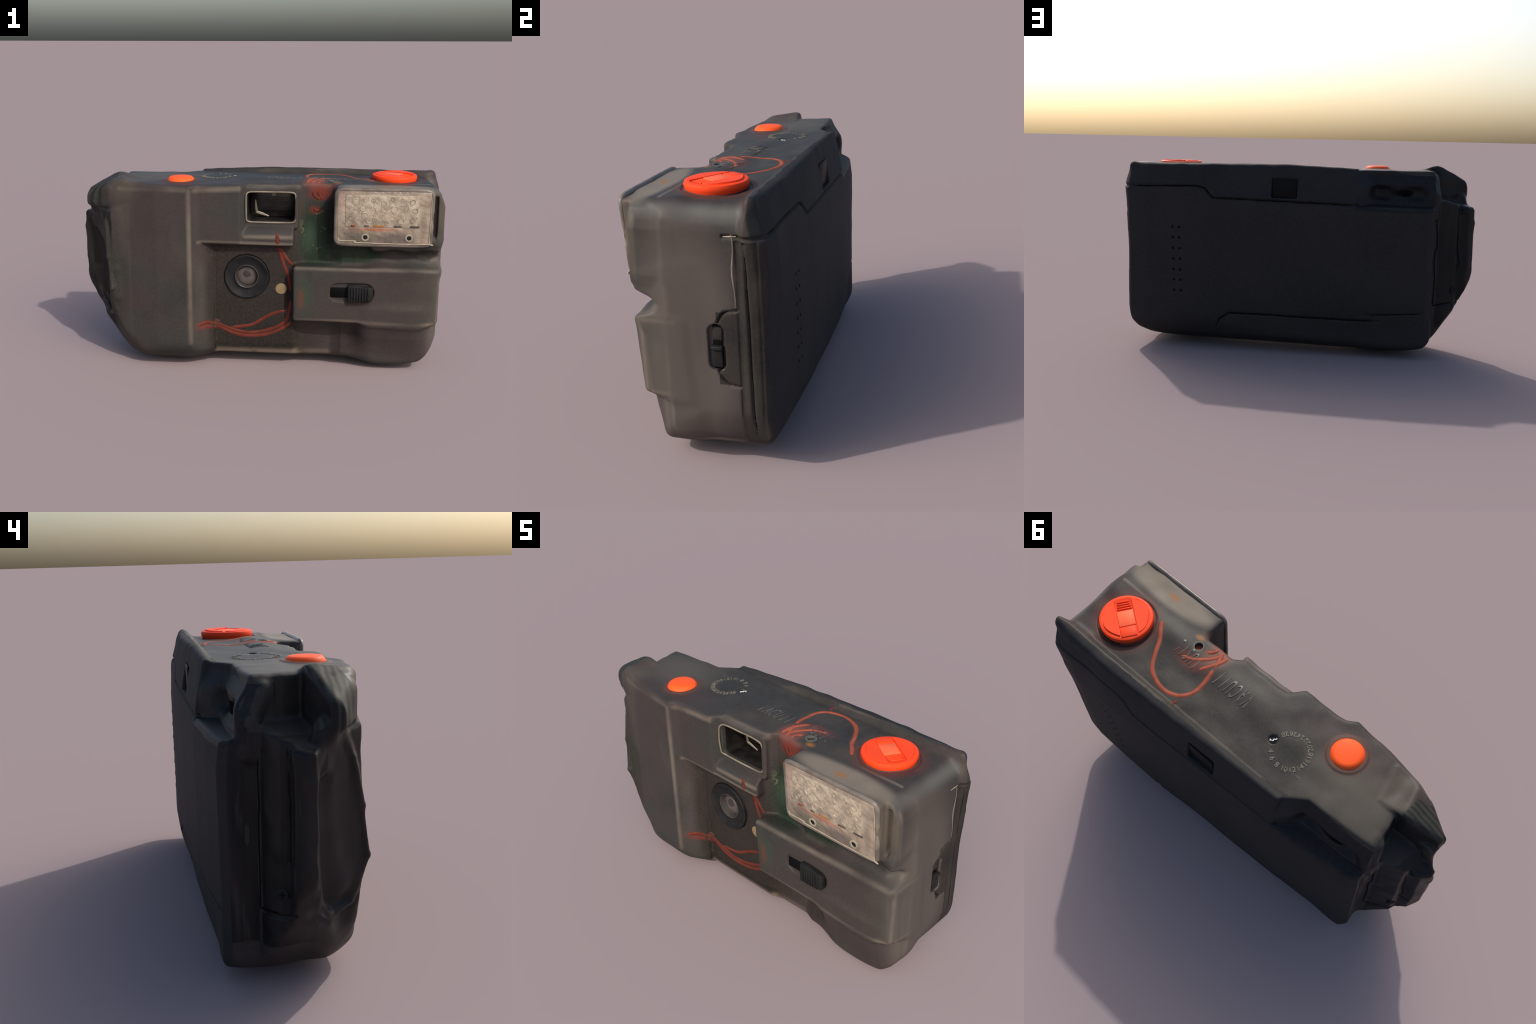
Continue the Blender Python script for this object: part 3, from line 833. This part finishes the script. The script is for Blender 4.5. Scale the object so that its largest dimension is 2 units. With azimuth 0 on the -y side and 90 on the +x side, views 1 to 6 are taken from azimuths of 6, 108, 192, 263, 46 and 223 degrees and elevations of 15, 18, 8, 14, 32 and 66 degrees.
for i in range(4):
    bevel_box((0.066 - 0.004 * i, 0.006, 0.006), "thumb_rib", ORANGE, on_knob(0, -0.046 - 0.0125 * i, 0.0235), rot, 0.002, 2, knob)

# --------------------------------------------------------- shutter button ---
bz = 1.033 - BASE_Z
lathe([(0.0, -0.03), (0.077, -0.03), (0.074, 0.002), (0.066, 0.014), (0.059, 0.0195), (0.05, 0.0215), (0.0, 0.0225)], "shutter_button", ORANGE_BUTTON,
      (-0.425, -0.135, bz), seg=56, angle=60)

# ----------------------------------------------------------------- lens -----
LX, LZ = -0.063, 0.519 - BASE_Z
ly = on_front(LX + 0.093, LZ).y - 0.013
lens = lathe([(0.121, -0.006), (0.121, 0.006), (0.117, 0.010), (0.112, 0.009), (0.104, 0.002), (0.085, -0.004), (0.074, -0.006), (0.066, -0.004), (0.063, -0.010), (0.060, -0.040)], "lens_ring", BLACK,
             (LX, ly, LZ), "-Y")
lathe([(0.0655, -0.03), (0.0655, -0.002), (0.063, 0.001), (0.060, -0.001), (0.058, -0.012), (0.055, -0.03)], "lens_bezel", plain("grey_bezel", srgb(64, 60, 58), 0.4, 0.2), (LX, ly - 0.002, LZ), "-Y", lens)
lathe([(0.056, -0.030)] + [(0.056 * math.cos(a), -0.030 + 0.016 * math.sin(a)) for a in [math.radians(q) for q in range(10, 90, 10)]] + [(0, -0.014)],
      "lens_glass", GLASS, (LX, ly, LZ), "-Y", lens)
lathe([(0.021, -0.0145), (0.016, -0.0125), (0.0, -0.0118)], "lens_pupil", plain("lens_depth", srgb(56, 50, 49), 0.3, 0.3), (LX, ly, LZ + 0.012), "-Y", lens, 32)

# --------------------------------------------------------- finder window ----
fy_ = on_front(0.07, 0.90 - BASE_Z).y
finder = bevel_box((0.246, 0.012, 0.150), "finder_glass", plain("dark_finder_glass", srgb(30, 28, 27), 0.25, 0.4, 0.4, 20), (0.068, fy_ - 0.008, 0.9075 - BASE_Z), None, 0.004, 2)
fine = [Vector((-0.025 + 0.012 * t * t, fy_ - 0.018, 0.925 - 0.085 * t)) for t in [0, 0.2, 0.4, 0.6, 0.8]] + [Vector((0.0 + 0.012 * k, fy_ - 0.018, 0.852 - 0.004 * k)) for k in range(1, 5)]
tube_mesh([p - Vector((0, 0, BASE_Z)) for p in fine], 0.009, "finder_glint_edge", PALE, finder, 8, 0.4, [Vector((0, -1, 0))] * len(fine))  # reflection on the finder pane built as a pale tube
for i in range(6):
    bevel_box((0.12, 0.004, 0.003), "finder_rib", plain("finder_rib_grey", srgb(70, 62, 58), 0.4, 0.3), (0.09, fy_ - 0.0155, 0.875 + 0.013 * i - BASE_Z), None, 0.001, 1, finder)
bevel_box((0.022, 0.006, 0.030), "finder_mark", PALE, (0.075, fy_ - 0.016, 0.962 - BASE_Z), None, 0.002, 2, finder)

# pale moulded rim round the finder opening
rim = []
for i in range(97):
    t = 2 * math.pi * i / 96
    cx_, cz_ = math.cos(t), math.sin(t)
    k = (abs(cx_) ** 12 + abs(cz_) ** 12) ** (-1 / 12)
    px, pz = 0.068 + 0.131 * k * cx_, 0.9075 + 0.082 * k * cz_
    loc = on_front(px + 0.012 * cx_, pz + 0.012 * cz_ - BASE_Z)
    rim.append(Vector((px, loc.y, pz - BASE_Z)))
tube_mesh(rim, 0.0045, "finder_rim", plain("pale_rim", srgb(122, 113, 100), 0.4, 0.2), SH, 8, 0.8, [Vector((0, -1, 0))] * len(rim))

# ---------------------------------------------------------- flash window ----
flash_y = -0.265
n = Nodes("flash_diffuser")
c = n.mix(n.ramp(n.noise(11, 4), 0.35, 0.65), srgb(118, 104, 93), srgb(152, 138, 122))
c = n.mix(n.blob((0.64, -0.28, 0.905 - BASE_Z), (0.23, 0.1, 0.11), 0.75, 0.85), c, srgb(176, 166, 146))
c = n.mix(n.blob((0.47, -0.28, 0.95 - BASE_Z), (0.09, 0.1, 0.10), 0.1, 0.5), c, srgb(150, 118, 108))
c = n.mix(n.blob((0.54, -0.28, 0.765 - BASE_Z), (0.15, 0.1, 0.055), 0.2, 0.85), c, srgb(92, 90, 76))
c = n.mix(n.blob((0.72, -0.28, 0.762 - BASE_Z), (0.15, 0.1, 0.055), 0.3, 0.85), c, srgb(98, 88, 82))
c = n.mix(n.blob((0.62, -0.28, 0.815 - BASE_Z), (0.16, 0.1, 0.018), 0.1, 0.8), c, srgb(150, 84, 60))
c = n.mix(n.blob((0.86, -0.28, 0.85 - BASE_Z), (0.03, 0.1, 0.13), 0.1, 0.6), c, srgb(112, 100, 90))
REFLECTOR = plain("reflector_glass", srgb(156, 143, 126), 0.3, 0.4, 0.25, 26, True)
flash = bevel_box((0.478, 0.016, 0.282), "flash_window", n.finish(c, 0.3, 0.4, n.noise(30, 5), 0.9, 0.010), (0.657, flash_y, 0.876 - BASE_Z), None, 0.006, 3)
FY = flash_y - 0.008
bevel_box((0.37, 0.006, 0.168), "flash_reflector", REFLECTOR, (0.645, FY - 0.0005, 0.912 - BASE_Z), None, 0.0025, 2, flash)
bubbles = [(0.485, 0.975), (0.515, 0.962), (0.565, 0.978), (0.60, 0.97), (0.70, 0.98), (0.75, 0.972), (0.80, 0.965), (0.49, 0.925), (0.55, 0.93), (0.60, 0.92), (0.66, 0.93),
           (0.71, 0.925), (0.77, 0.935), (0.815, 0.92), (0.49, 0.875), (0.56, 0.89), (0.62, 0.89), (0.70, 0.88), (0.745, 0.865), (0.805, 0.868), (0.655, 0.955), (0.585, 0.865)]
for i, (bx, bzz) in enumerate(bubbles):
    r = random.uniform(0.011, 0.021)
    h = random.uniform(0.002, 0.004)
    lathe([(r, 0.0), (r * 0.96, h * 0.7), (r * 0.88, h), (r * 0.8, h * 0.7), (r * 0.72, h * 0.2), (0, h * 0.2)], "lens_dimple", REFLECTOR, (bx, FY - 0.003, bzz - BASE_Z), "-Y", flash, 20)
for bx in (0.565, 0.79):
    lathe([(0.021, 0.0), (0.020, 0.0035), (0.013, 0.0035), (0.011, 0.0005)], "post_ring", PALE, (bx, FY, 0.772 - BASE_Z), "-Y", flash, 28)
    lathe([(0.012, 0.0012), (0, 0.0012)], "post_hole", BLACK, (bx, FY, 0.772 - BASE_Z), "-Y", flash, 20)
for a, b, c2 in ((0.50, 0.011, srgb(130, 44, 32)), (0.632, 0.028, srgb(160, 104, 54)), (0.73, 0.020, srgb(84, 74, 66)), (0.815, 0.024, srgb(70, 66, 62)), (0.57, 0.012, srgb(84, 78, 68))):
    bevel_box((b * 2, 0.003, 0.008), "tube_slot", plain("slot_colour", c2), (a, FY - 0.0036, 0.834 - BASE_Z), None, 0.001, 1, flash)
# bead along the lower edge of the window
zb = -BASE_Z
bead = [(0.43, 0.768), (0.43, 0.752), (0.515, 0.750), (0.535, 0.742), (0.885, 0.740), (0.893, 0.76), (0.896, 0.99)]
pts = sweep([(a, FY, b + zb) for a, b in bead], 0.002, "", None)
tube_mesh(pts, 0.003, "window_bead", PALE, flash, 8, 1.0, [Vector((0, -1, 0))] * len(pts))

# clear moulded frame round the window
frame_line = []
for i in range(97):
    t = 2 * math.pi * i / 96
    ct, st = math.cos(t), math.sin(t)
    k = (abs(ct) ** 16 + abs(st) ** 16) ** (-1 / 16)
    frame_line.append(Vector((0.657 + 0.243 * k * ct, flash_y + 0.004, 0.876 + 0.145 * k * st - BASE_Z)))
tube_mesh(frame_line, 0.013, "window_frame", plain("clear_frame", srgb(104, 96, 88), 0.3, 0.3, 0.3, 12), flash, 10, 0.9, [Vector((0, -1, 0))] * len(frame_line))
for ob in [flash] + list(flash.children):
    for v in ob.data.vertices:
        v.co.y -= 0.07 * (v.co.z - 0.73)

# ----------------------------------------------------------- slide switch ---
sy = on_front(0.50, 0.46 - BASE_Z).y
slot = bevel_box((0.226, 0.008, 0.094), "switch_slot", BLACKER, (0.503, sy - 0.001, 0.460 - BASE_Z), None, 0.0035, 2,
                 shape=lambda c: Vector((c.x, c.y, c.z * (1 - 0.45 * max(0, (abs(c.x) - 0.06) / 0.053) ** 2))))
slide = bevel_box((0.134, 0.032, 0.100), "slide_switch", BLACK, (0.550, sy - 0.016, 0.458 - BASE_Z), None, 0.008, 3, slot,
                  shape=lambda c: Vector((c.x, c.y, c.z * (1 - 0.35 * max(0, (c.x - 0.02) / 0.047) ** 2))))
for i in range(7):
    bevel_box((0.007, 0.010, 0.086 - 0.002 * abs(i - 2)), "switch_rib", BLACK, (0.503 + 0.0145 * i, sy - 0.0325, 0.458 - BASE_Z), None, 0.003, 2, slide)

# -------------------------------------------------------------- side latch --
rx = on_right(0.08, 0.5 - BASE_Z).x
latch_slot = bevel_box((0.006, 0.060, 0.176), "latch_slot", BLACKER, (rx + 0.001, 0.080, 0.499 - BASE_Z), None, 0.0028, 2,
                       shape=lambda c: Vector((c.x, c.y * (1 - 0.5 * max(0, (abs(c.z) - 0.06) / 0.028) ** 2), c.z)))
bevel_box((0.018, 0.042, 0.066), "latch_slider", BLACK, (rx + 0.007, 0.080, 0.455 - BASE_Z), None, 0.006, 3, latch_slot)
bevel_box((0.026, 0.044, 0.016), "latch_ridge", BLACK, (rx + 0.009, 0.080, 0.497 - BASE_Z), None, 0.004, 2, latch_slot)
bevel_box((0.006, 0.038, 0.05), "latch_window", SIDE, (rx + 0.003, 0.080, 0.55 - BASE_Z), None, 0.0028, 2, latch_slot)

# bright edge highlight on the right end, modelled as pale beads
p = [(0.130, 0.936), (0.166, 0.938), (0.168, 0.938)]
ptt = [on_right(a, b - BASE_Z) + Vector((0.001, 0, 0)) for a, b in [(0.125, 0.916), (0.138, 0.917), (0.150, 0.918), (0.162, 0.919), (0.174, 0.920)]]
tube_mesh(ptt, 0.005, "edge_highlight_bead", PALE, SH, 8, 0.6, [Vector((1, 0, 0))] * len(ptt))
ptt = [on_right(0.158 + 0.004 * math.sin(k), 0.93 - 0.03 * k - BASE_Z) for k in range(10)]
tube_mesh(ptt, 0.004, "edge_highlight_bead", plain("edge_highlight_tint", srgb(112, 104, 94)), SH, 8, 0.6, [Vector((1, 0, 0))] * len(ptt))

# ------------------------------------------------------------ thumbwheel ----
bm = bmesh.new()
teeth, wr = 84, 0.135
rings = []
for h, k in ((-0.028, 0.97), (-0.024, 1.0), (0.024, 1.0), (0.028, 0.97)):
    ring = []
    for i in range(teeth * 2):
        a = 2 * math.pi * i / (teeth * 2)
        r = wr * k * (1.0 if i % 2 else 0.965)
        ring.append(bm.verts.new((r * math.cos(a), r * math.sin(a), h)))
    rings.append(ring)
for a, b in zip(rings[:-1], rings[1:]):
    for i in range(teeth * 2):
        j = (i + 1) % (teeth * 2)
        bm.faces.new((a[i], a[j], b[j], b[i]))
bm.faces.new(rings[0][::-1])
bm.faces.new(rings[-1])
finish_bm(bm, "thumbwheel", BLACKER, shells["thumbwheel_bay"], 20, Matrix.Translation((-0.585, 0.014, 0.912 - BASE_Z)))

# ------------------------------------------------------- back of the camera -
ey = on_back(0.046, 0.93 - BASE_Z).y
eyepiece = bevel_box((0.138, 0.008, 0.104), "eyepiece_glass", plain("eyepiece_black", srgb(18, 18, 20), 0.45, 0.1), (0.046, ey + 0.004, 0.929 - BASE_Z), None, 0.003, 2, shells["upper_back_panel"])
bm = bmesh.new()
bmesh.ops.create_uvsphere(bm, u_segments=14, v_segments=8, radius=1)
bm.transform(Matrix.Diagonal((0.0085, 0.003, 0.0085, 1)))
me = bpy.data.meshes.new("grip_dimple")
bm.to_mesh(me)
bm.free()
for col in (0.680, 0.641):
    for row in range(7):
        zz = 0.694 - 0.0605 * row - BASE_Z
        ob = add("grip_dimple", me, BLACKER, DR)
        q = on_back(col - 0.002 * row, zz)
        ob.location = (q.x, q.y - 0.0012, q.z)

# screws on the left end plate
for (sy_, sz_) in ((0.013, 0.825), (0.034, 0.374)):
    loc, nm = hit((-2, sy_, sz_ - BASE_Z), (1, 0, 0))
    rotm = nm.to_track_quat("Z", "Y").to_matrix().to_4x4()
    sc = lathe([(0.022, -0.004), (0.021, 0.002), (0.017, 0.003), (0, 0.003)], "screw", BLACK, (0, 0, 0), "Z", shells["end_plate"], 24)
    sc.data.transform(Matrix.Translation(loc) @ rotm)
    for k in (0, 1):
        s2 = bevel_box((0.026, 0.005, 0.003), "screw_slot", BLACKER, (0, 0, 0.0025), Matrix.Rotation(k * math.pi / 2, 3, "Z"), 0.001, 1, sc)
        s2.data.transform(Matrix.Translation(loc) @ rotm)

def seam(points, side, width, parent, name="door_seam", mat=None):
    fine = [Vector((a, b, 0)) for a, b in points]
    dense = []
    for a, b in zip(fine[:-1], fine[1:]):
        m = max(2, int((b - a).length / 0.012))
        dense += [a.lerp(b, k / m) for k in range(m)]
    dense.append(fine[-1])
    aim = {"back": Vector((0, 1, 0)), "right": Vector((1, 0, 0)), "left": Vector((-1, 0, 0)), "front": Vector((0, -1, 0))}[side]
    pos, nor = [], []
    for f in dense:
        o = Vector((f.x, 0, f.y)) if side in ("back", "front") else Vector((0, f.x, f.y))
        loc, nm = hit(o + aim * 2, -aim)
        if loc is not None:
            pos.append(loc - nm * width * 0.15)
            nor.append(nm)
    return tube_mesh(pos, width, name, mat or BLACKER, parent, 8, 0.35, nor)


b0 = BASE_Z
seam([(0.93, 0.918 - b0), (0.55, 0.928 - b0), (0.50, 0.915 - b0), (0.452, 0.865 - b0), (-0.35, 0.848 - b0)], "back", 0.0065, DR)
seam([(0.42, 0.135 - b0), (0.40, 0.180 - b0), (0.345, 0.215 - b0), (-0.48, 0.208 - b0)], "back", 0.007, DR)
seam([(-0.43, 0.243 - b0), (-0.74, 0.262 - b0)], "back", 0.005, DR)
seam([(0.16, 0.648 - b0), (0.125, 0.643 - b0), (0.10, 0.625 - b0), (0.088, 0.592 - b0)], "right", 0.005, shells["door_edge"])
seam([(0.084, 0.41 - b0), (0.10, 0.375 - b0), (0.125, 0.355 - b0), (0.16, 0.352 - b0)], "right", 0.004, shells["door_edge"])
seam([(0.205, 0.88 - b0), (0.212, 0.15 - b0)], "right", 0.004, shells["door_edge"])
seam([(0.088, 0.80 - b0), (0.090, 0.29 - b0), (0.02, 0.315 - b0)], "left", 0.005, shells["end_plate"], "plate_seam")
seam([(0.012, 0.78 - b0), (0.008, 0.66 - b0), (0.012, 0.48 - b0)], "left", 0.005, shells["end_plate"], "plate_seam")

# ------------------------------------------------ wires under the plastic ---
front_wires = [[(-0.335, 0.245), (-0.28, 0.262), (-0.20, 0.225), (-0.10, 0.195), (-0.02, 0.192), (0.07, 0.215), (0.14, 0.255), (0.168, 0.31), (0.178, 0.40)],
               [(-0.30, 0.235), (-0.22, 0.220), (-0.14, 0.185), (-0.05, 0.172), (0.05, 0.185), (0.13, 0.22), (0.185, 0.265)],
               [(-0.16, 0.218), (-0.09, 0.226), (-0.03, 0.24), (0.04, 0.285), (0.10, 0.315), (0.165, 0.33)],
               [(0.105, 0.78), (0.106, 0.74), (0.112, 0.68), (0.135, 0.60), (0.165, 0.52), (0.175, 0.42)],
               [(0.115, 0.69), (0.14, 0.645), (0.17, 0.605), (0.19, 0.59)]]
for w in front_wires:
    laid_wire([(a, b - BASE_Z) for a, b in w], "front", 0.011, WIRE)
laid_wire([(0.61, -0.09), (0.585, -0.055), (0.545, -0.01), (0.515, 0.045), (0.47, 0.11), (0.41, 0.145), (0.345, 0.155), (0.285, 0.135), (0.25, 0.09), (0.245, 0.04), (0.25, -0.01), (0.262, -0.06)],
          "top", 0.012, WIRE_TOP)
for w in ([(0.255, -0.15), (0.262, -0.10), (0.285, -0.05), (0.31, -0.01)], [(0.285, -0.155), (0.292, -0.11), (0.325, -0.065), (0.37, -0.03), (0.42, -0.015)],
          [(0.315, -0.15), (0.322, -0.12), (0.350, -0.095)], [(0.262, -0.06), (0.272, -0.10), (0.295, -0.15)]):
    laid_wire(w, "top", 0.010, WIRE_TOP)
for w in ([(0.285, 0.995), (0.30, 0.96), (0.335, 0.945)], [(0.32, 1.0), (0.325, 0.965), (0.35, 0.94)], [(0.29, 0.90), (0.305, 0.885), (0.325, 0.89)]):
    laid_wire([(a, b - BASE_Z) for a, b in w], "front", 0.010, WIRE)
laid_wire([(0.275, 0.15), (0.272, 0.185)], "top", 0.010, WIRE)

# brass post beside the lens
q = on_front(0.125, 0.455 - BASE_Z)
lathe([(0.030, -0.004), (0.030, 0.001), (0.012, 0.0015), (0, 0.001)], "brass_post", plain("brass_under_plastic", srgb(120, 104, 76), 0.5, 0.2), q, "-Y", SH, 28)

# ------------------------------------------------------ raised lettering ----
def letters(text, height, width, loc, mat, name, rotz=0.0, parent=SH, depth=0.0016, flat_on_deck=False):
    cu = bpy.data.curves.new(name, "FONT")
    cu.body = text
    cu.size = height
    cu.extrude = depth
    cu.bevel_depth = 0.0006
    cu.align_x, cu.align_y = "CENTER", "CENTER"
    tmp = bpy.data.objects.new(name, cu)
    scene.collection.objects.link(tmp)
    bpy.context.view_layer.update()
    me = bpy.data.meshes.new_from_object(tmp.evaluated_get(bpy.context.evaluated_depsgraph_get()))
    bpy.data.objects.remove(tmp)
    bpy.data.curves.remove(cu)
    me.name = name
    me.transform(Matrix.Translation(loc) @ Matrix.Rotation(rotz, 4, "Z") @ Matrix.Diagonal((width, 1, 1, 1)))
    if flat_on_deck:
        base = loc[2]
        for v in me.vertices:
            q = on_top(v.co.x, v.co.y)
            if q is not None and abs(q.z - base) < 0.03:
                v.co.z += q.z - base
    return add(name, me, mat, parent, False)


word = "VACUII"
for i, ch in enumerate(word):
    px = 0.045 + 0.034 * i
    q = on_top(px, -0.045)
    letters(ch, 0.11, 0.34, (px, -0.045, q.z - 0.0002), RIDGE, "raised_letter", -0.12, flat_on_deck=True)
for i, ch in enumerate("IUSIL"):
    px = 0.335 + 0.030 * i
    q = on_top(px, -0.04)
    letters(ch, 0.10, 0.34, (px, -0.035 - 0.004 * i, q.z - 0.0002), RIDGE, "raised_letter", -0.12, flat_on_deck=True)

# frame counter seen through the deck
CXc, CYc, RC = -0.245, 0.012, 0.082
wz = on_top(-0.155, 0.018).z
window = lathe([(0.0185, 0.0), (0.0185, 0.002), (0, 0.002)], "counter_window", BLACKER, (-0.155, 0.018, wz), "Z", SH, 24)
letters("2", 0.024, 1.0, (-0.150, 0.024, wz + 0.003), WHITE, "counter_digit", 2.2, window)
letters("3", 0.018, 1.0, (-0.160, 0.010, wz + 0.003), WHITE, "counter_digit", 2.6, window)
marks = ["4", "6", "8", "10", "12", "14", "16", "18", "20", "22", "24", "26", "28"]
for i, m in enumerate(marks):
    a = math.radians(40 + i * 24)
    px, py = CXc + RC * math.cos(a), CYc + RC * math.sin(a)
    q = on_top(px, py)
    letters(m, 0.032, 1.0, (px, py, q.z - 0.0006), CREAM, "counter_numeral", a + math.pi / 2, SH, 0.001, True)
lathe([(0.027, -0.006), (0.027, 0.0006), (0.019, 0.0006), (0.018, -0.008)], "hole_rim", plain("rim_grey", srgb(86, 88, 84)), (0.392, -0.098, on_top(0.43, -0.098).z), "Z", SH, 28)
lathe([(0.019, 0.0), (0, 0.0)], "hole_inside", plain("hole_orange", srgb(150, 66, 44)), (0.392, -0.098, on_top(0.392, -0.098).z + 0.002), "Z", SH, 20)

print("verts", len(VERTS), "quads", len(QUADS), "base", BASE_Z, "regions", np.bincount(region))
